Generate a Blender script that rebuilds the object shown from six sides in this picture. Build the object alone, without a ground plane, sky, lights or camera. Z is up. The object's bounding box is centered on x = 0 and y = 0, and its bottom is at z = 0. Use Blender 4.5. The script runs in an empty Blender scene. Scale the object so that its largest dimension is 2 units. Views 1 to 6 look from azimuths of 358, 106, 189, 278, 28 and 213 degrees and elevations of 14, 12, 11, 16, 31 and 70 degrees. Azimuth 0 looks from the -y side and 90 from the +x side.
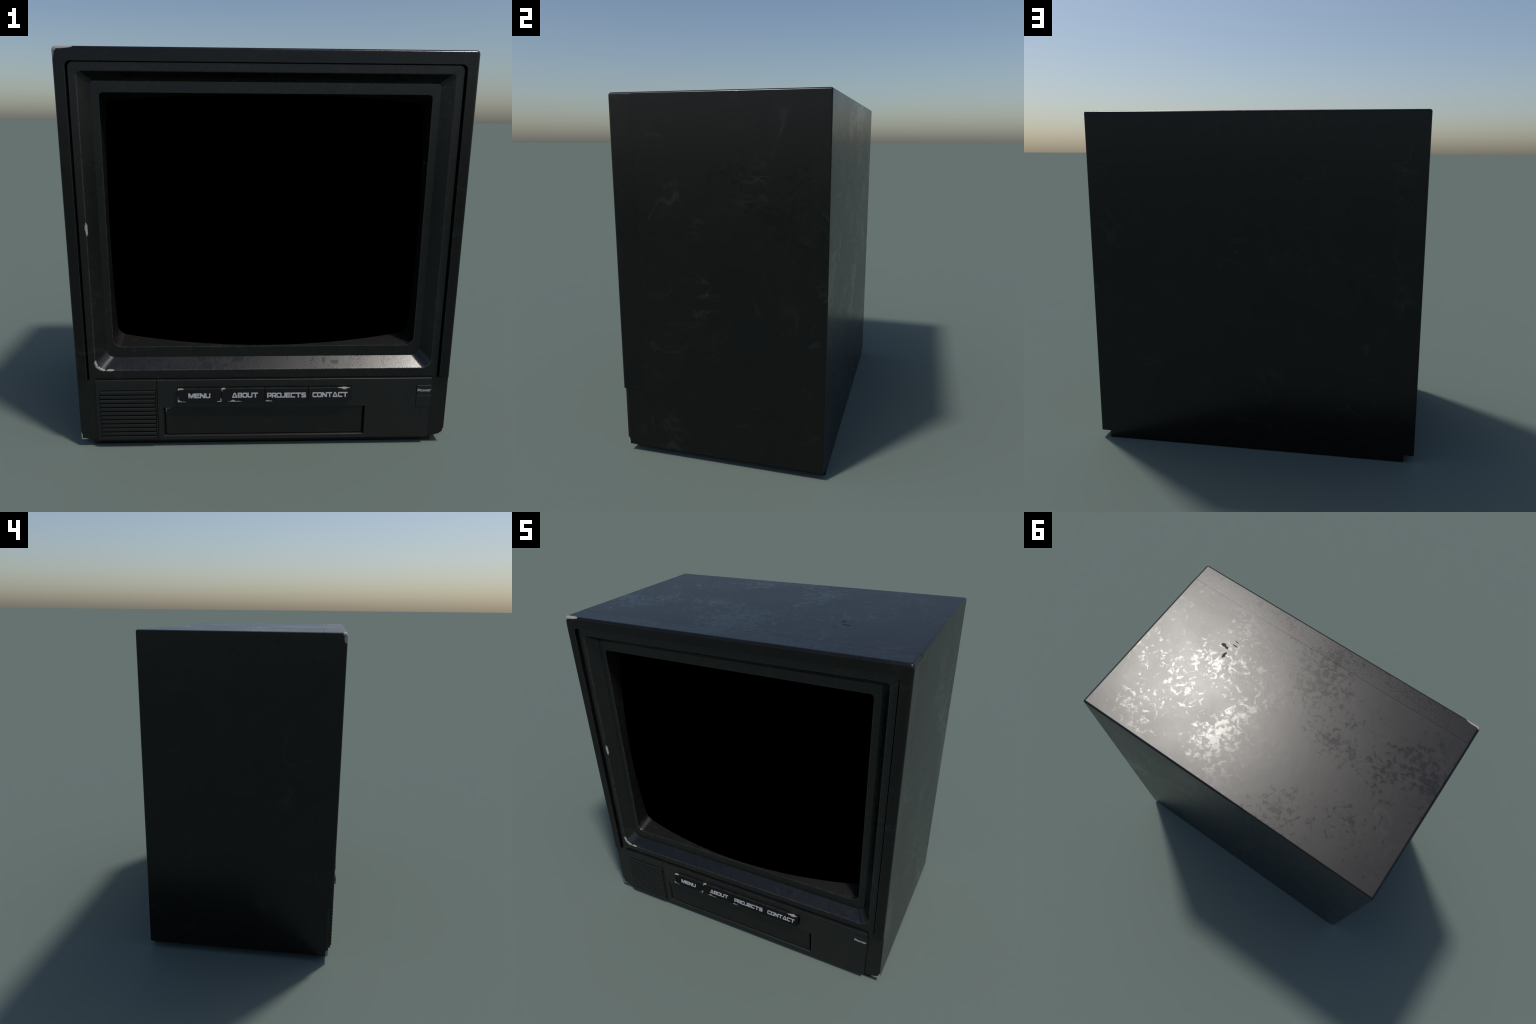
"""A worn black cathode-ray television with a cassette deck, built part by part."""
import bpy, bmesh, math
from mathutils import Vector, Matrix

# ------------------------------------------------------------------ sizes (m)
HALF_W = 0.965            # half width of the cabinet
BACK = 0.5915             # rear wall
TOP = 2.0
BOTTOM = 0.042            # underside of the cabinet, above the base
FRAME_Y = -0.549          # face of the front frame
HOOD_Y = -0.5665          # face of the hood that wraps the frame
HOOD_Z = 0.384            # lower end of the hood's legs
SEAM_Y = -0.436           # joint between hood and cabinet
RING_Y = -0.4915          # face of the ring around the screen
PANEL_Y = -0.563          # face of the control panel

scene = bpy.context.scene


# ------------------------------------------------------------------ node helpers
class Nodes:
    def __init__(self, name):
        self.mat = bpy.data.materials.new(name)
        self.mat.use_nodes = True
        self.t = self.mat.node_tree
        self.t.nodes.clear()
        self.out = self.t.nodes.new("ShaderNodeOutputMaterial")
        self.bsdf = self.t.nodes.new("ShaderNodeBsdfPrincipled")
        self.link(self.bsdf.outputs[0], self.out.inputs[0])
        self.pos = self.t.nodes.new("ShaderNodeTexCoord").outputs["Object"]

    def link(self, a, b):
        self.t.links.new(a, b)

    def put(self, sock, v):
        if hasattr(v, "is_output"):
            self.link(v, sock)
        else:
            sock.default_value = v

    def math(self, op, a, b=0.0, c=0.0, clamp=False):
        n = self.t.nodes.new("ShaderNodeMath")
        n.operation = op
        n.use_clamp = clamp
        self.put(n.inputs[0], a)
        self.put(n.inputs[1], b)
        self.put(n.inputs[2], c)
        return n.outputs[0]

    def vec(self, op, a, b=(0, 0, 0), scale=None):
        n = self.t.nodes.new("ShaderNodeVectorMath")
        n.operation = op
        self.put(n.inputs[0], a)
        self.put(n.inputs[1], b)
        if scale is not None:
            n.inputs["Scale"].default_value = scale
        return n.outputs["Value"] if op in ("LENGTH", "DISTANCE", "DOT_PRODUCT") else n.outputs["Vector"]

    def mapped(self, scale=(1, 1, 1), loc=(0, 0, 0), rot=(0, 0, 0)):
        n = self.t.nodes.new("ShaderNodeMapping")
        self.link(self.pos, n.inputs["Vector"])
        n.inputs["Scale"].default_value = scale
        n.inputs["Location"].default_value = loc
        n.inputs["Rotation"].default_value = rot
        return n.outputs[0]

    def noise(self, scale, detail=3.0, rough=0.5, dist=0.0, vector=None, color=False):
        n = self.t.nodes.new("ShaderNodeTexNoise")
        self.link(vector if vector is not None else self.pos, n.inputs["Vector"])
        n.inputs["Scale"].default_value = scale
        n.inputs["Detail"].default_value = detail
        n.inputs["Roughness"].default_value = rough
        n.inputs["Distortion"].default_value = dist
        return n.outputs["Color" if color else "Fac"]

    def step(self, v, lo, hi, a=0.0, b=1.0):
        n = self.t.nodes.new("ShaderNodeMapRange")
        n.interpolation_type = "SMOOTHSTEP"
        self.put(n.inputs[0], v)
        for i, x in enumerate((lo, hi, a, b)):
            self.put(n.inputs[i + 1], x)
        return n.outputs[0]

    def mix(self, f, a, b):
        n = self.t.nodes.new("ShaderNodeMix")
        n.data_type = "RGBA"
        self.put(n.inputs[0], f)
        self.put(n.inputs[6], a)
        self.put(n.inputs[7], b)
        return n.outputs[2]

    def mixf(self, f, a, b):
        n = self.t.nodes.new("ShaderNodeMix")
        self.put(n.inputs[0], f)
        self.put(n.inputs[2], a)
        self.put(n.inputs[3], b)
        return n.outputs[0]


def rgb(r, g, b):
    return (r, g, b, 1.0)


PLASTIC = rgb(0.0034, 0.0034, 0.0032)
BARE = rgb(0.30, 0.285, 0.26)


def contour(n, scale, width, seed, detail=2.0, soft=1.0, dist=0.6, stretch=(1, 1, 1)):
    """Thin wandering hairlines: where a noise field crosses its middle value."""
    v = n.noise(scale, detail, 0.5, dist, vector=n.mapped(stretch, (seed, seed * 1.7, -seed)))
    d = n.math("ABSOLUTE", n.math("SUBTRACT", v, 0.5))
    return n.step(d, 0.0, width * soft, 1.0, 0.0)


def plastic(name, base=PLASTIC, rough=0.44, smooth=0.30, spots=0.5, scuffs=1.0, hairs=0.3,
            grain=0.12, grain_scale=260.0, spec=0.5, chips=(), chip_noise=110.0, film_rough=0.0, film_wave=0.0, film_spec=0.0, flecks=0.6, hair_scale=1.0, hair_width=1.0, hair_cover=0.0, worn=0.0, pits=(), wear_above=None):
    """Worn black moulding: satin, handled spots polished smoother, pale scuffs,
    hairline scratches, and chips of bare beige where the finish is knocked off."""
    n = Nodes(name)
    # polished spots gather in clouds
    cloud = n.noise(2.6, 3.0, 0.55, 0.0, vector=n.mapped((1, 1, 1), (3.1, 1.7, 5.2)))
    spot = n.noise(30.0, 4.0, 0.58, 0.7)
    spot = n.math("ADD", spot, n.math("MULTIPLY", n.math("SUBTRACT", cloud, 0.5), 0.85))
    spot = n.step(spot, 0.525, 0.71)
    fleck = n.noise(85.0 + 45.0 * max(0.0, flecks - 0.6), 3.0, 0.65)
    fleck = n.math("ADD", fleck, n.math("MULTIPLY", n.math("SUBTRACT", cloud, 0.5), 0.4))
    fleck = n.step(fleck, 0.70 - 0.11 * flecks, 0.80 - 0.11 * flecks)
    spot = n.math("MULTIPLY", n.math("MAXIMUM", spot, n.math("MULTIPLY", fleck, min(1.0, flecks))), spots)
    r = n.mixf(spot, rough, smooth)
    r = n.math("ADD", r, n.math("MULTIPLY", n.math("SUBTRACT", n.noise(5.0, 3.0), 0.5), 0.06))
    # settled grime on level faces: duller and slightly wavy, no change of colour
    nz = n.t.nodes.new("ShaderNodeSeparateXYZ")
    n.link(n.t.nodes.new("ShaderNodeNewGeometry").outputs["True Normal"], nz.inputs[0])
    level = n.step(nz.outputs[2], 0.80, 0.97)
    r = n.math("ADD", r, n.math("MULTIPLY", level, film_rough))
    # scuffs: faint curved rubs and soft smudges in sparse patches
    place = lambda q: n.noise(3.1, 2.0, 0.5, vector=n.mapped((1, 1, 1), q))
    rub_a = n.math("MULTIPLY", n.step(place((9.0, 4.0, 2.5)), 0.53, 0.70), contour(n, 3.3, 0.030, 2.3, detail=2.0))
    rub_b = n.math("MULTIPLY", n.step(place((1.0, 7.0, 5.5)), 0.54, 0.70), contour(n, 5.0, 0.026, 7.1, detail=2.0, stretch=(0.7, 0.7, 1.5)))
    smudge = n.math("MULTIPLY", n.step(n.noise(7.5, 3.0, 0.55, vector=n.mapped((1, 1, 1.6), (4, 2, 9))), 0.62, 0.80), 0.45)
    scuff = n.math("MAXIMUM", n.math("MAXIMUM", rub_a, rub_b), smudge)
    scuff = n.math("MULTIPLY", scuff, n.step(n.noise(15.0, 3.0), 0.28, 0.66))
    hair = n.math("MAXIMUM", contour(n, 14.0 * hair_scale, 0.010 * hair_width, 1.3, 1.0), contour(n, 23.0 * hair_scale, 0.012 * hair_width, 4.4, 1.0))
    hair = n.math("MULTIPLY", hair, n.step(n.noise(8.0, 2.0, vector=n.mapped((1, 1, 1), (2, 8, 5))), 0.50 - hair_cover, 0.62 - hair_cover))
    # faint warm handling film over broad areas
    film = n.step(n.noise(1.9, 3.0, 0.6, vector=n.mapped((1, 1, 1), (6, 1, 4))), 0.45, 0.75)
    col = n.mix(n.math("MULTIPLY", film, 0.6), base, rgb(base[0] * 1.5, base[1] * 1.3, base[2] * 1.15))
    col = n.mix(n.math("MULTIPLY", scuff, 0.30 * scuffs), col, rgb(0.10, 0.103, 0.10))
    col = n.mix(n.math("MULTIPLY", hair, 0.10 * hairs), col, rgb(0.30, 0.29, 0.27))
    if wear_above is not None:                   # rubbed upper edge of the keys
        zz = n.t.nodes.new("ShaderNodeSeparateXYZ")
        n.link(n.pos, zz.inputs[0])
        rub_glint = n.math("MULTIPLY", n.step(zz.outputs[2], wear_above, wear_above + 0.0006), n.step(n.noise(90.0, 3.0), 0.25, 0.65))
        col = n.mix(n.math("MULTIPLY", rub_glint, 0.05), col, rgb(0.30, 0.30, 0.30))
    if worn:                                     # rubbed edge with rim glints painted in: paler in broken runs
        rub_glint = n.step(n.noise(38.0, 4.0, 0.6), 0.20, 0.72)
        col = n.mix(n.math("MULTIPLY", rub_glint, worn), col, rgb(0.17, 0.168, 0.165))
    height = n.math("MULTIPLY", n.noise(grain_scale, 2.0, 0.6), 1.0)
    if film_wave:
        wave = n.math("ADD", n.noise(13.0, 2.0, 0.5, 0.8), n.math("MULTIPLY", n.noise(42.0, 2.0, 0.5), 0.22))
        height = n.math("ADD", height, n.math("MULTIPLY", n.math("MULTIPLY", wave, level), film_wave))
    if chips:
        warp = n.vec("SUBTRACT", n.noise(chip_noise, 5.0, 0.72, color=True), (0.5, 0.5, 0.5))
        p = n.vec("ADD", n.pos, n.vec("SCALE", warp, scale=0.015))
        best = None
        for centre, radii in chips:
            d = n.vec("SUBTRACT", p, centre)
            d = n.vec("LENGTH", n.vec("DIVIDE", d, radii))
            best = d if best is None else n.math("MINIMUM", best, d)
        chip = n.step(best, 0.92, 1.02, 1.0, 0.0)
        col = n.mix(chip, col, BARE)
        r = n.mixf(chip, r, 0.6)
        height = n.math("SUBTRACT", height, n.math("MULTIPLY", chip, 1.5))
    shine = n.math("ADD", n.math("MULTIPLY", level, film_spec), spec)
    if pits:                                     # small gouges: dull and dark
        warp = n.vec("SUBTRACT", n.noise(60.0, 3.0, 0.6, color=True), (0.5, 0.5, 0.5))
        p = n.vec("ADD", n.pos, n.vec("SCALE", warp, scale=0.02))
        best = None
        for centre, radii in pits:
            d = n.vec("LENGTH", n.vec("DIVIDE", n.vec("SUBTRACT", p, centre), radii))
            best = d if best is None else n.math("MINIMUM", best, d)
        pit = n.step(best, 0.85, 1.1, 1.0, 0.0)
        r = n.mixf(pit, r, 0.62)
        shine = n.mixf(pit, shine, 0.36)
    n.put(n.bsdf.inputs["Base Color"], col)
    n.put(n.bsdf.inputs["Roughness"], r)
    n.put(n.bsdf.inputs["Specular IOR Level"], shine)
    bump = n.t.nodes.new("ShaderNodeBump")
    bump.inputs["Strength"].default_value = grain
    bump.inputs["Distance"].default_value = 0.002
    n.link(height, bump.inputs["Height"])
    n.link(bump.outputs[0], n.bsdf.inputs["Normal"])
    return n.mat


def plain(name, colour, rough, spec=0.5):
    n = Nodes(name)
    v = n.noise(40.0, 3.0)
    n.put(n.bsdf.inputs["Base Color"], n.mix(n.math("MULTIPLY", v, 0.25), colour, rgb(*(c * 0.8 for c in colour[:3]))))
    n.bsdf.inputs["Roughness"].default_value = rough
    n.bsdf.inputs["Specular IOR Level"].default_value = spec
    return n.mat


# chips of bare material: (centre, radii)
HOOD_CHIPS = [((-0.967, -0.566, 2.002), (0.030, 0.026, 0.030)),
              ((-0.928, -0.566, 2.003), (0.066, 0.018, 0.0155)),
              ((-0.968, -0.566, 1.972), (0.0150, 0.018, 0.034))]
ARC = [(0.0503 * math.cos(a), 0.0503 * math.sin(a)) for a in (math.radians(q) for q in range(190, 275, 17))]
FRAME_CHIPS = [((-0.866, FRAME_Y, 1.170), (0.0058, 0.010, 0.036)),
               ((-0.871, FRAME_Y, 1.176), (0.0045, 0.008, 0.014))]
FRAME_CHIPS += [((-0.818 + x, FRAME_Y + 0.002, 0.4845 + z), (0.0105, 0.008, 0.0056)) for x, z in ARC[2:]]
FRAME_CHIPS += [((-0.818 + x, FRAME_Y + 0.002, 0.4845 + z), (0.0058, 0.008, 0.0130)) for x, z in ARC[:2]]
FRAME_CHIPS += [((-0.795, FRAME_Y + 0.002, 0.434), (0.022, 0.007, 0.0050)),
                ((-0.966, FRAME_Y, 0.060), (0.0065, 0.030, 0.024)),
                ((-0.956, FRAME_Y, 0.042), (0.024, 0.030, 0.0062)),
                ((0.966, FRAME_Y, 0.060), (0.0085, 0.012, 0.024)),
                ((0.950, FRAME_Y, 0.042), (0.036, 0.012, 0.0085)),
                ((0.958, FRAME_Y, 0.047), (0.018, 0.012, 0.0140))]
BUTTON_CHIPS = [
    ((-0.4505, -0.578, 0.341), (0.0085, 0.010, 0.0095)), ((-0.436, -0.578, 0.341), (0.019, 0.010, 0.0050)),
    ((-0.4515, -0.590, 0.284), (0.0050, 0.012, 0.018)), ((-0.447, -0.592, 0.274), (0.014, 0.012, 0.0105)),
    ((-0.428, -0.592, 0.273), (0.024, 0.012, 0.0040)),
    ((-0.2265, -0.590, 0.281), (0.0035, 0.012, 0.0130)), ((-0.236, -0.592, 0.273), (0.0150, 0.012, 0.0050)),
    ((-0.2235, -0.579, 0.337), (0.0036, 0.012, 0.0110)), ((-0.215, -0.577, 0.341), (0.0130, 0.012, 0.0048)),
    ((-0.164, -0.592, 0.273), (0.0160, 0.012, 0.0105)), ((-0.156, -0.592, 0.273), (0.040, 0.012, 0.0046)),
    ((0.014, -0.592, 0.273), (0.0125, 0.012, 0.0082)), ((0.022, -0.592, 0.273), (0.0180, 0.012, 0.0050)),
    ((0.414, -0.577, 0.341), (0.0165, 0.014, 0.0100)), ((0.409, -0.577, 0.342), (0.034, 0.010, 0.0055))]
DOOR_CHIPS = [((-0.5165, -0.5555, 0.212), (0.0036, 0.01, 0.012)), ((-0.507, -0.5555, 0.2222), (0.016, 0.01, 0.0036))]

GOUGES = [((0.530, -0.160, TOP), (0.017, 0.012, 0.02)), ((0.506, -0.152, TOP), (0.012, 0.009, 0.02)),
          ((0.488, -0.107, TOP), (0.008, 0.022, 0.02)), ((0.478, -0.219, TOP), (0.014, 0.0035, 0.02)),
          ((0.468, -0.191, TOP), (0.019, 0.0035, 0.02))]
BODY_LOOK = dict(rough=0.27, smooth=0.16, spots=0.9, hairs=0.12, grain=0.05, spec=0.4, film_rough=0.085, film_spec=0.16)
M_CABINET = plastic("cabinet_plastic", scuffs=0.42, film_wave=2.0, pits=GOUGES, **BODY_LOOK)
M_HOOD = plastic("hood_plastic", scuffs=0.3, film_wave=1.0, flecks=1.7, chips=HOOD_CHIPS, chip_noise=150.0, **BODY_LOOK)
FRAME_LOOK = dict(rough=0.29, smooth=0.19, spots=0.9, scuffs=0.3, hairs=0.3, spec=0.56, flecks=1.15, chips=FRAME_CHIPS, chip_noise=170.0)
M_FRAME = plastic("frame_plastic", grain=0.09, **FRAME_LOOK)
M_FRAME_EDGE = plastic("frame_edge_plastic", worn=0.15, grain=0.5, grain_scale=110.0, **FRAME_LOOK)  # paler colour on these fillets stands in for the rim glints
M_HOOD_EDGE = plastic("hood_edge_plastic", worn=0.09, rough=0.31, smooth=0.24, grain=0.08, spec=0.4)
M_MASK = plastic("mask_plastic", base=rgb(0.0042, 0.0040, 0.0038), rough=0.52, smooth=0.45, spots=0.4, scuffs=0.1, hairs=1.6,
                 grain=0.05, spec=0.3, hair_scale=1.1, hair_width=0.4, hair_cover=0.08)
PANEL_LOOK = dict(base=rgb(0.0050, 0.0050, 0.0048), rough=0.46, smooth=0.40, spots=0.5, scuffs=0.3, hairs=0.3, grain=0.18, grain_scale=420.0, spec=0.56)
M_PANEL = plastic("panel_plastic", **PANEL_LOOK)
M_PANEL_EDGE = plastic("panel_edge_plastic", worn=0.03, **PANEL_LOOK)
M_BUTTON = plastic("button_plastic", base=rgb(0.0022, 0.0023, 0.0023), rough=0.50, smooth=0.44, spots=0.4, scuffs=0.1, hairs=0.2, grain=0.08,
                   spec=0.28, chips=BUTTON_CHIPS, chip_noise=220.0, wear_above=0.3388)
M_DOOR = plastic("door_plastic", rough=0.44, smooth=0.38, spots=0.5, scuffs=0.2, hairs=0.3, grain=0.12, spec=0.5,
                 chips=DOOR_CHIPS, chip_noise=160.0)
M_SCREEN = plain("dark_glass", rgb(0.0001, 0.0001, 0.0001), 0.9, 0.0)
M_PRINT = plain("pale_print", rgb(0.36, 0.373, 0.40), 0.6)

# ------------------------------------------------------------------ mesh helpers
parts = []


def finish(name, bm, mat, angle=35.0, parent=None, bevel=None, edge=None):
    """bevel: {width: test(a, b)} - round the edges the test picks, each at its own width."""
    bmesh.ops.recalc_face_normals(bm, faces=bm.faces)
    me = bpy.data.meshes.new(name)
    ob = bpy.data.objects.new(name, me)
    if bevel:
        big = max(bevel)
        lay = bm.edges.layers.float.new("bevel_weight_edge")
        for w, test in bevel.items():
            for e in bm.edges:
                if test(e.verts[0].co, e.verts[1].co):
                    e[lay] = w / big
    bm.to_mesh(me)
    bm.free()
    scene.collection.objects.link(ob)
    if bevel:
        m = ob.modifiers.new("round", "BEVEL")
        m.limit_method = "WEIGHT"
        m.width = big
        m.segments = 5
        m.miter_outer = "MITER_ARC"
        dg = bpy.context.evaluated_depsgraph_get()
        new = bpy.data.meshes.new_from_object(ob.evaluated_get(dg))
        ob.modifiers.clear()
        ob.data = new
        new.name = name
        bpy.data.meshes.remove(me)
        me = new
    me.materials.append(mat)
    if edge:
        me.materials.append(edge)
    me.polygons.foreach_set("use_smooth", [True] * len(me.polygons))
    me.set_sharp_from_angle(angle=math.radians(angle))
    w = ob.modifiers.new("flat", "WEIGHTED_NORMAL")
    w.keep_sharp = True
    w.weight = 80
    new = bpy.data.meshes.new_from_object(ob.evaluated_get(bpy.context.evaluated_depsgraph_get()))
    ob.modifiers.clear()
    ob.data = new
    bpy.data.meshes.remove(me)
    new.name = name
    if parent is not None:
        ob.parent = parent
    parts.append(ob)
    return ob


def corner(cx, cz, r, a0, a1, n=8):
    return [(cx + r * math.cos(a0 + (a1 - a0) * i / n), cz + r * math.sin(a0 + (a1 - a0) * i / n)) for i in range(n + 1)]


def round_rect(xh, z0, z1, rt, rb, n=8, xc=0.0):
    q = math.pi / 2
    x0, x1 = xc - xh, xc + xh
    return (corner(x0 + rb, z0 + rb, rb, 2 * q, 3 * q, n) + corner(x1 - rb, z0 + rb, rb, 3 * q, 4 * q, n)
            + corner(x1 - rt, z1 - rt, rt, 0, q, n) + corner(x0 + rt, z1 - rt, rt, q, 2 * q, n))


def rect(x0, x1, z0, z1):
    return [(x0, z0), (x1, z0), (x1, z1), (x0, z1)]


def loop_verts(bm, pts, y):
    return [bm.verts.new((x, y, z)) for x, z in pts]


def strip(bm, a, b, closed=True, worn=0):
    n = len(a)
    for i in range(n if closed else n - 1):
        j = (i + 1) % n
        f = bm.faces.new((a[i], a[j], b[j], b[i]))
        f.material_index = worn


def fill(bm, loops):
    edges = []
    for lp in loops:
        for i in range(len(lp)):
            e = bm.edges.get((lp[i], lp[(i + 1) % len(lp)]))
            edges.append(e or bm.edges.new((lp[i], lp[(i + 1) % len(lp)])))
    bmesh.ops.triangle_fill(bm, use_beauty=True, use_dissolve=False, edges=edges, normal=(0, -1, 0))


def box(bm, x0, x1, y0, y1, z0, z1):
    v = [bm.verts.new((x, y, z)) for x in (x0, x1) for y in (y0, y1) for z in (z0, z1)]
    for f in ((0, 1, 3, 2), (4, 6, 7, 5), (0, 4, 5, 1), (2, 3, 7, 6), (0, 2, 6, 4), (1, 5, 7, 3)):
        bm.faces.new([v[i] for i in f])


def prism(bm, profile, x0, x1):
    """A (y, z) profile pushed along x."""
    a = [bm.verts.new((x0, y, z)) for y, z in profile]
    b = [bm.verts.new((x1, y, z)) for y, z in profile]
    bm.faces.new(a)
    bm.faces.new(b[::-1])
    for i in range(len(a)):
        j = (i + 1) % len(a)
        bm.faces.new((a[i], b[i], b[j], a[j]))


# ------------------------------------------------------------------ the thing
tv = bpy.data.objects.new("television", None)
scene.collection.objects.link(tv)
tv["label"] = "worn black boxy tube television with cassette deck and pale-lettered buttons"
tv["category"] = "television"

# cabinet: a plain box, stepped back where the hood sits
bm = bmesh.new()
FY = -0.535
prism(bm, [(FY, BOTTOM), (FY, HOOD_Z - 0.001), (SEAM_Y + 0.0004, HOOD_Z - 0.001), (SEAM_Y + 0.0004, TOP), (BACK, TOP), (BACK, BOTTOM)],
      -HALF_W, HALF_W)
mouth = [f for f in bm.faces if all(abs(v.co.y - SEAM_Y - 0.0004) < 1e-5 for v in f.verts)][0]
outer = list(mouth.verts)                       # hollow behind the hood, for the tube
inset = lambda v: (math.copysign(0.93, v.co.x), 0.42 if v.co.z < 1.0 else 1.96)
lip = [bm.verts.new((inset(v)[0], v.co.y, inset(v)[1])) for v in outer]
deep = [bm.verts.new((v.co.x, -0.30, v.co.z)) for v in lip]
bm.faces.remove(mouth)
strip(bm, outer, lip)
strip(bm, lip, deep)
bm.faces.new(deep)
near = lambda a, b, i, v: abs(a[i] - v) < 1e-5 and abs(b[i] - v) < 1e-5
side = lambda a, b: near(a, b, 0, HALF_W) or near(a, b, 0, -HALF_W)
R_SIDE = 0.016
cabinet = finish("cabinet", bm, M_CABINET, parent=tv, bevel={
    R_SIDE: lambda a, b: side(a, b) and near(a, b, 2, TOP),
    0.012: lambda a, b: near(a, b, 1, BACK) and near(a, b, 2, TOP),
    0.008: lambda a, b: near(a, b, 1, BACK) and side(a, b),
    0.0004: lambda a, b: near(a, b, 1, SEAM_Y + 0.0004) and (near(a, b, 2, TOP)),
})

# base: a shallow plinth the cabinet stands on
bm = bmesh.new()
box(bm, -0.905, 0.905, -0.525, BACK - 0.0006, 0.0, BOTTOM - 0.0004)
finish("base", bm, M_CABINET, parent=tv)


# hood: an inverted U that wraps the front, proud of the frame
def u_path(xh, zt, r, zb=HOOD_Z, n=8):
    q = math.pi / 2
    return [(-xh, zb)] + corner(-xh + r, zt - r, r, 2 * q, q, n) + corner(xh - r, zt - r, r, q, 0, n) + [(xh, zb)]


bm = bmesh.new()
rows = []
RF = 0.0145                                     # roundness of the outer front edge
rows.append((u_path(HALF_W - 0.004, TOP - 0.004, R_SIDE - 0.004), SEAM_Y - 0.0002))
rows.append((u_path(HALF_W - 0.0003, TOP - 0.0004, R_SIDE - 0.0003), SEAM_Y - 0.0002))
rows.append((u_path(HALF_W, TOP, R_SIDE), SEAM_Y - 0.0008))
for i in range(7):
    a = math.pi / 2 * i / 6
    d = RF * (1 - math.cos(a))
    rows.append((u_path(HALF_W - d, TOP - d, R_SIDE + 0.002 - d * 0.9), HOOD_Y + RF * (1 - math.sin(a))))
IN_X, IN_Z = 0.9105, 1.9365
for i in range(4):
    a = math.pi / 2 * i / 3
    d = 0.003 * (1 - math.sin(a))
    rows.append((u_path(IN_X + d, IN_Z + d, 0.026 + d), HOOD_Y + 0.003 * (1 - math.cos(a))))
rows.append((u_path(IN_X, IN_Z, 0.026), SEAM_Y - 0.02))
strips = [loop_verts(bm, p, y) for p, y in rows]
for k, (a, b) in enumerate(zip(strips, strips[1:])):
    strip(bm, a, b, closed=False, worn=1 if k in (10, 11, 12) else 0)
for k in (0, -1):
    bm.faces.new([s[k] for s in strips])
strip(bm, strips[-1], strips[0], closed=False)
hood = finish("hood", bm, M_HOOD, parent=tv, edge=M_HOOD_EDGE)

# front frame: T-shaped plate with the stepped recess around the screen
NOTCH_X, NOTCH_Z = 0.8735, 0.3868


def frame_outline(x, zt, r):
    q = math.pi / 2
    return ([(-HALF_W, BOTTOM), (-NOTCH_X, BOTTOM), (-NOTCH_X, NOTCH_Z), (NOTCH_X, NOTCH_Z), (NOTCH_X, BOTTOM), (HALF_W, BOTTOM),
             (HALF_W, HOOD_Z - 0.0012), (x, HOOD_Z - 0.0012)] + corner(x - r, zt - r, r, 0, q) + corner(-x + r, zt - r, r, q, 2 * q)
            + [(-x, HOOD_Z - 0.0012), (-HALF_W, HOOD_Z - 0.0012)])


bm = bmesh.new()
face = loop_verts(bm, frame_outline(0.9028, 1.9340, 0.024), FRAME_Y)
wall = loop_verts(bm, frame_outline(0.9038, 1.9350, 0.025), FRAME_Y + 0.0010)
tail = loop_verts(bm, frame_outline(0.9038, 1.9350, 0.025), FY - 0.0002)
strip(bm, face, wall)
strip(bm, wall, tail)
RIM = dict(xh=0.8680, z0=0.4345, z1=1.8960, rt=0.020, rb=0.050)
STEP = dict(xh=0.8208, z0=0.4815, z1=1.8570, rt=0.017, rb=0.044)
OPEN = dict(xh=0.7835, z0=0.5395, z1=1.8050, rt=0.018, rb=0.046)


def ring(spec, grow):
    return round_rect(spec["xh"] + grow, spec["z0"] - grow, spec["z1"] + grow, spec["rt"] + grow, spec["rb"] + grow, 10)


def between(t):
    return round_rect(*[RIM[k] + (STEP[k] - RIM[k]) * t for k in ("xh", "z0", "z1", "rt", "rb")], 10)


DEEP = RING_Y - FRAME_Y
loops = [(ring(RIM, 0.0030), FRAME_Y), (ring(RIM, 0.0008), FRAME_Y + 0.0008), (between(0.045), FRAME_Y + DEEP * 0.06),
         (between(0.985), FRAME_Y + DEEP * 0.985), (between(1.0), RING_Y),
         (ring(OPEN, 0.0035), RING_Y), (ring(OPEN, 0.0012), RING_Y + 0.0009), (ring(OPEN, 0.0), RING_Y + 0.0035),
         (round_rect(OPEN["xh"] - 0.0095, OPEN["z0"] + 0.053, OPEN["z1"] - 0.053, 0.030, 0.046, 10), -0.33)]
rings = [loop_verts(bm, p, y) for p, y in loops[:8]]
for k, (a, b) in enumerate(zip(rings, rings[1:])):
    strip(bm, a, b, worn=1 if k in (0, 1, 5, 6) else 0)
fill(bm, [face, rings[0]])
frame = finish("front_frame", bm, M_FRAME, angle=28, parent=tv, edge=M_FRAME_EDGE)

# mask: the tapering tunnel between the frame and the glass
bm = bmesh.new()
rings = [loop_verts(bm, p, y) for p, y in loops[7:]]
strip(bm, rings[0], rings[1])
finish("screen_mask", bm, M_MASK, angle=28, parent=tv)

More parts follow.
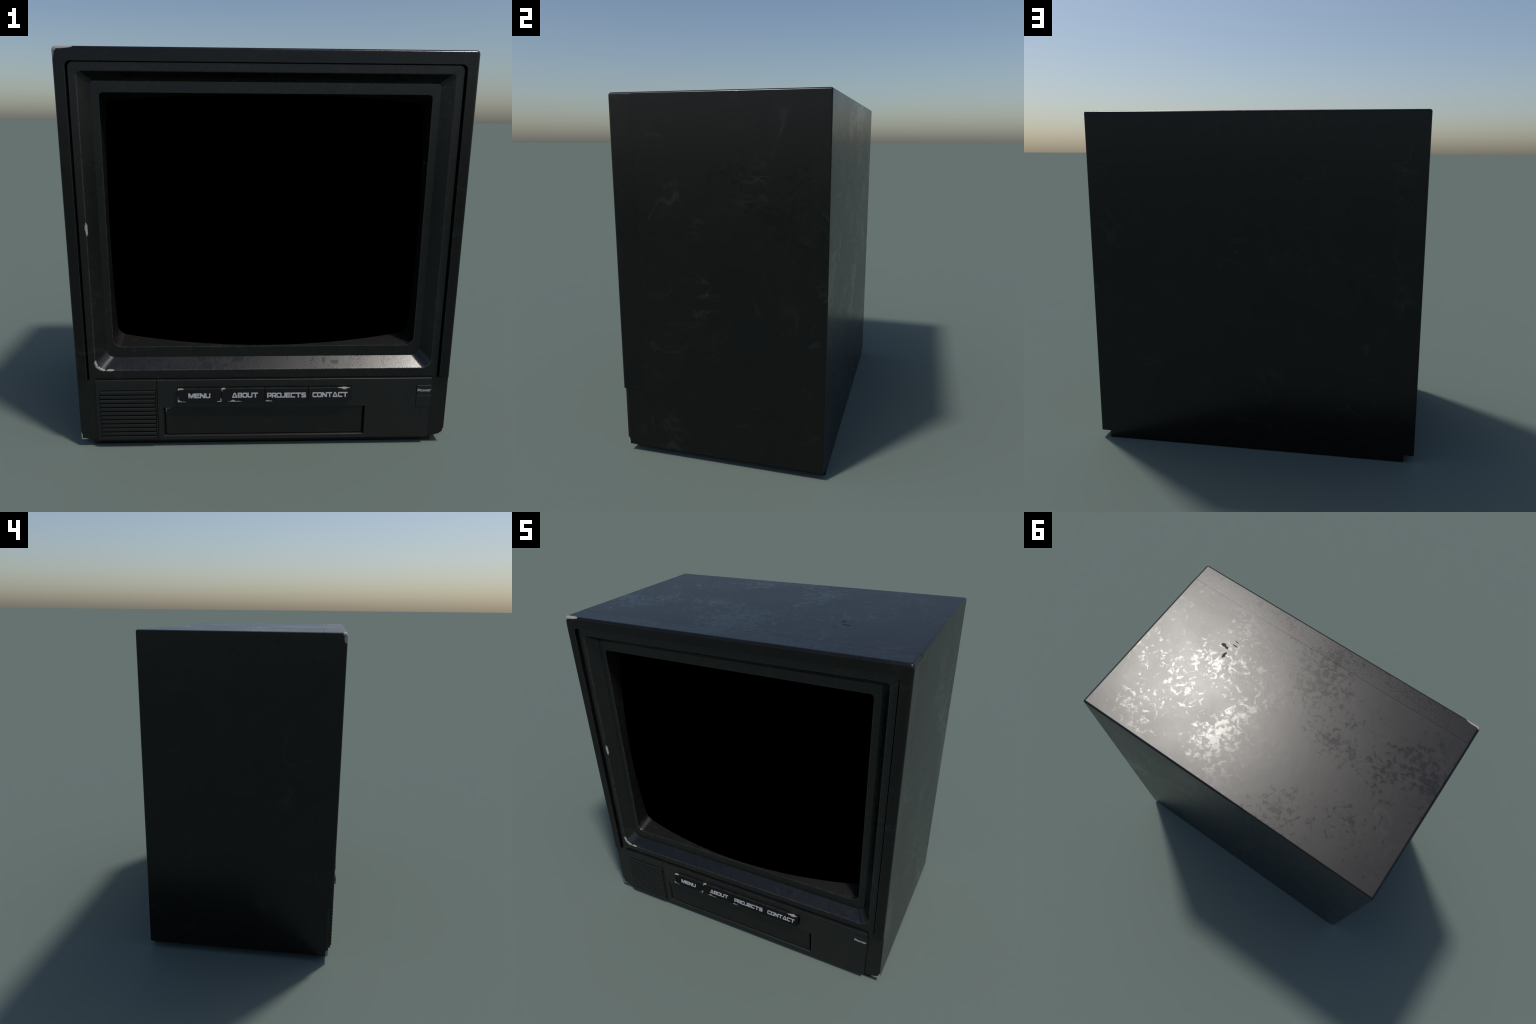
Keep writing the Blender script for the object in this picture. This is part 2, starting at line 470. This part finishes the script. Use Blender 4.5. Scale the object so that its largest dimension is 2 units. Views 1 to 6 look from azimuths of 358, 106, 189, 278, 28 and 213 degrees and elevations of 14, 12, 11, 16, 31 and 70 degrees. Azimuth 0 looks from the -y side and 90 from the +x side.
# screen: bulging dark glass
bm = bmesh.new()
NX, NZ = 40, 32
ZC = (OPEN["z0"] + OPEN["z1"]) / 2
ZH = (OPEN["z1"] - OPEN["z0"]) / 2
dome = lambda t: max(0.0, 1 - t * t) ** 1.65
bulge = lambda x, z: -0.543 + 0.172 * x * x + 0.152 * (z - ZC) ** 2 - 0.0435 * dome(x / OPEN["xh"]) * dome((z - ZC) / ZH)
grid = []
for j in range(NZ + 1):
    z = 0.525 + (1.82 - 0.525) * j / NZ
    grid.append([bm.verts.new((x, bulge(x, z), z)) for x in (-0.80 + 1.60 * i / NX for i in range(NX + 1))])
for j in range(NZ):
    for i in range(NX):
        bm.faces.new((grid[j][i], grid[j][i + 1], grid[j + 1][i + 1], grid[j + 1][i]))
rim = [grid[0][i] for i in range(NX + 1)] + [grid[j][NX] for j in range(1, NZ + 1)] \
    + [grid[NZ][i] for i in range(NX - 1, -1, -1)] + [grid[j][0] for j in range(NZ - 1, 0, -1)]
back = [bm.verts.new((v.co.x, -0.345, v.co.z)) for v in rim]
strip(bm, rim, back)
bm.faces.new(back)
finish("screen", bm, M_SCREEN, angle=60, parent=tv)


# control panel: faceplate with slots for the buttons and the cassette door
def faceplate(bm, x0, x1, z0, z1, holes, c=0.0035, y=PANEL_Y):
    front = loop_verts(bm, rect(x0 + c, x1 - c, z0 + c, z1 - c), y)
    edge = loop_verts(bm, rect(x0, x1, z0, z1), y + c)
    rear = loop_verts(bm, rect(x0, x1, z0, z1), FY - 0.0004)
    strip(bm, front, edge, worn=1)
    strip(bm, edge, rear)
    mouths = []
    for steps in holes:
        ls = [loop_verts(bm, rect(*r), yy) for r, yy in steps]
        for a, b in zip(ls, ls[1:]):
            strip(bm, a, b)
        mouths.append(ls[0])
    fill(bm, [front] + mouths)


PZ0, PZ1 = BOTTOM + 0.0006, HOOD_Z
SPLIT = -0.5585
bm = bmesh.new()
DOOR_MOUTH = [((-0.5305, 0.5305, 0.0615, 0.2275), PANEL_Y), ((-0.5230, 0.5230, 0.0672, 0.2272), -0.5500), ((-0.5230, 0.5230, 0.0672, 0.2272), -0.5365)]
SLOT = [((-0.4520, 0.4520, 0.2715, 0.3440), PANEL_Y), ((-0.4520, 0.4520, 0.2715, 0.3440), -0.5365)]
faceplate(bm, SPLIT + 0.0015, 0.872, PZ0, PZ1, [DOOR_MOUTH, SLOT], c=0.0011)
finish("control_panel", bm, M_PANEL, parent=tv, edge=M_PANEL_EDGE)

# speaker grille with its slats
bm = bmesh.new()
GRILLE = (-0.8535, -0.5655, 0.0475, 0.3285)
faceplate(bm, -0.872, SPLIT - 0.0010, PZ0, PZ1, [[(GRILLE, PANEL_Y), ((-0.8530, -0.5660, 0.048, 0.328), -0.5500)]], c=0.0011)
box(bm, -0.8545, -0.5645, -0.5505, -0.5372, 0.046, 0.330)
grille = finish("speaker_grille", bm, M_PANEL, parent=tv, edge=M_PANEL_EDGE)

SLATS, Z_FIRST, PITCH = 12, 0.3155, 0.02345
bm = bmesh.new()
hh, nose = 0.0096, 0.0036
prof = [(-0.5495, -hh), (-0.5662, -hh)] + [(-0.5662 - nose * math.sin(a) , -hh + 2 * hh * t) for t, a in
        ((0.10, 0.9), (0.25, 1.3), (0.5, 1.57), (0.75, 1.3), (0.90, 0.9))] + [(-0.5662, hh), (-0.5495, hh)]
prism(bm, prof, -0.8505, -0.5680)
slat = finish("slat", bm, M_PANEL, angle=40, parent=grille)
slat.location.z = Z_FIRST
for k in range(1, SLATS):
    ob = slat.copy()
    scene.collection.objects.link(ob)
    ob.location.z = Z_FIRST - PITCH * k
    parts.append(ob)

# ------------------------------------------------------------------ lettering
# wide squared capitals: outline first, then the holes; unit height
GLYPHS = {
    "M": (1.66, [[(.10, 0), (0, 1), (.46, 1), (.84, .44), (1.18, 1), (1.66, 1), (1.62, 0), (1.33, 0), (1.33, .58), (1.0, 0), (.70, 0), (.38, .58), (.38, 0)]]),
    "E": (1.16, [[(0, 0), (0, 1), (1.16, 1), (1.12, .76), (.30, .76), (.30, .62), (1.06, .62), (1.06, .40), (.30, .40), (.30, .24), (1.14, .24), (1.14, 0)]]),
    "N": (1.28, [[(0, 0), (0, 1), (.38, 1), (.98, .44), (.98, 1), (1.28, 1), (1.28, 0), (.90, 0), (.30, .56), (.30, 0)]]),
    "U": (1.25, [[(0, 1), (.30, 1), (.30, .31), (.37, .24), (.88, .24), (.95, .31), (.95, 1), (1.25, 1), (1.25, .17), (1.08, 0), (.17, 0), (0, .17)]]),
    "A": (1.42, [[(0, 0), (.46, .93), (.58, 1), (.84, 1), (.95, .93), (1.42, 0)], [(.42, .24), (.70, .78), (.99, .24)]]),
    "B": (1.14, [[(0, 0), (0, 1), (.98, 1), (1.11, .87), (1.11, .62), (1.02, .52), (1.14, .41), (1.14, .14), (1.0, 0)],
                 [(.30, .61), (.30, .78), (.82, .78), (.82, .61)], [(.30, .22), (.30, .41), (.84, .41), (.84, .22)]]),
    "O": (1.27, [[(.17, 0), (0, .17), (0, .83), (.17, 1), (1.10, 1), (1.27, .83), (1.27, .17), (1.10, 0)],
                 [(.36, .24), (.30, .31), (.30, .69), (.36, .76), (.91, .76), (.97, .69), (.97, .31), (.91, .24)]]),
    "T": (1.36, [[(0, 1), (1.36, 1), (1.26, .70), (1.14, .76), (.86, .76), (.86, 0), (.53, 0), (.53, .76), (0, .76)]]),
    "P": (1.10, [[(.08, 0), (0, 1), (.95, 1), (1.10, .86), (1.10, .38), (.96, .24), (.36, .24), (.36, 0)],
                 [(.30, .48), (.30, .77), (.82, .77), (.82, .48)]]),
    "R": (1.10, [[(0, 0), (0, 1), (.95, 1), (1.09, .87), (1.09, .45), (.97, .34), (1.10, 0), (.78, 0), (.58, .30), (.32, .30), (.32, 0)],
                 [(.30, .52), (.30, .77), (.81, .77), (.81, .52)]]),
    "J": (0.92, [[(0, 0), (0, .24), (.56, .24), (.62, .31), (.62, 1), (.92, 1), (.92, .17), (.76, 0)]]),
    "C": (1.15, [[(.17, 0), (0, .17), (0, .83), (.17, 1), (1.15, 1), (1.08, .68), (.96, .76), (.37, .76), (.30, .69), (.30, .31), (.37, .24), (1.12, .24), (1.12, 0)]]),
    "S": (1.16, [[(0, 0), (.05, .24), (.80, .24), (.86, .30), (.80, .37), (.16, .37), (.02, .50), (.02, .86), (.17, 1), (1.14, 1), (1.08, .76),
                  (.36, .76), (.31, .70), (.36, .63), (1.01, .63), (1.16, .50), (1.16, .14), (1.0, 0)]]),
    "o": (1.02, [[(.14, 0), (0, .14), (0, .60), (.14, .74), (.88, .74), (1.02, .60), (1.02, .14), (.88, 0)],
                 [(.28, .2), (.24, .25), (.24, .49), (.28, .54), (.74, .54), (.78, .49), (.78, .25), (.74, .2)]]),
    "w": (1.42, [[(.22, 0), (0, .74), (.27, .74), (.40, .28), (.58, .74), (.84, .74), (1.02, .28), (1.15, .74), (1.42, .74), (1.20, 0), (.88, 0), (.71, .42), (.54, 0)]]),
    "e": (1.02, [[(.14, 0), (0, .14), (0, .60), (.14, .74), (.88, .74), (1.02, .60), (1.02, .30), (.26, .30), (.26, .18), (1.0, .18), (1.0, 0)],
                 [(.26, .44), (.26, .57), (.77, .57), (.77, .44)]]),
    "r": (0.80, [[(0, 0), (0, .74), (.80, .74), (.74, .48), (.62, .54), (.26, .54), (.26, 0)]]),
}


def lettering(word, parent, x0, x1, z0, z1, y_at, gap=0.035):
    """Word between x0 and x1, its feet at z0 and heads at z1, on the sloped face y_at(z)."""
    cu = bpy.data.curves.new("lettering", "CURVE")
    cu.dimensions = "2D"
    cu.fill_mode = "BOTH"
    cu.extrude = 0.0008
    cur = 0.0
    for ch in word:
        w, loops_ = GLYPHS[ch]
        for lp in loops_:
            s = cu.splines.new("POLY")
            s.points.add(len(lp) - 1)
            for p, (u, v) in zip(s.points, lp):
                p.co = ((cur + u) * 0.02, v * 0.02, 0, 1)
            s.use_cyclic_u = True
        cur += w + gap
    total = (cur - gap) * 0.02
    tmp = bpy.data.objects.new("lettering", cu)
    scene.collection.objects.link(tmp)
    me = bpy.data.meshes.new_from_object(tmp.evaluated_get(bpy.context.evaluated_depsgraph_get()))
    bpy.data.objects.remove(tmp)
    bpy.data.curves.remove(cu)
    me.name = "lettering"
    for v in me.vertices:
        u, t, w = v.co
        z = z0 + (z1 - z0) * t / 0.02
        v.co = (x0 + (x1 - x0) * u / total, y_at(z) - 0.0002 - w, z)
    bm = bmesh.new()
    bm.from_mesh(me)
    bpy.data.meshes.remove(me)
    return finish("lettering", bm, M_PRINT, angle=20, parent=parent)


# buttons: a row of four leaning keys
BT, BB, YT, YB = 0.3397, 0.2735, -0.5775, -0.5915
lean = lambda z: YT + (YB - YT) * (BT - z) / (BT - BB)
EDGES = [-0.4505, -0.2252, -0.0003, 0.2245, 0.4495]
WORDS = [("MENU", -0.3962, -0.2820, 0.2937, 0.3178), ("ABOUT", -0.1713, -0.0363, 0.2945, 0.3195),
         ("PROJECTS", 0.0100, 0.2124, 0.2925, 0.3177), ("CONTACT", 0.2459, 0.4299, 0.2930, 0.3183)]
for k in range(4):
    bm = bmesh.new()
    prism(bm, [(-0.5385, BB), (YB, BB), (YT, BT), (-0.5385, BT)], EDGES[k] + 0.0011, EDGES[k + 1] - 0.0011)
    b = finish("button", bm, M_BUTTON, parent=tv, bevel={0.0013: lambda a, b: max(a[1], b[1]) < -0.545 or (a[1] < -0.57) != (b[1] < -0.57)})
    lettering(*WORDS[k][:1], b, *WORDS[k][1:], lean)

# cassette door
bm = bmesh.new()
box(bm, -0.5172, 0.5172, -0.5558, -0.5370, 0.0700, 0.2228)
finish("cassette_door", bm, M_DOOR, parent=tv, bevel={0.0015: lambda a, b: near(a, b, 1, -0.5558)})

# power keys at the right end
for k, (z0, z1) in enumerate(((0.2868, 0.3440), (0.2215, 0.2830))):
    bm = bmesh.new()
    y = -0.5672 if k == 0 else -0.5662
    box(bm, 0.7985, 0.8755, y, -0.5400, z0, z1)
    b = finish("power_button", bm, M_PANEL, parent=tv, bevel={0.0014: lambda a, b: near(a, b, 1, y)})
    if k == 0:
        lettering("Power", b, 0.8010, 0.8735, 0.3092, 0.3240, lambda z: y)
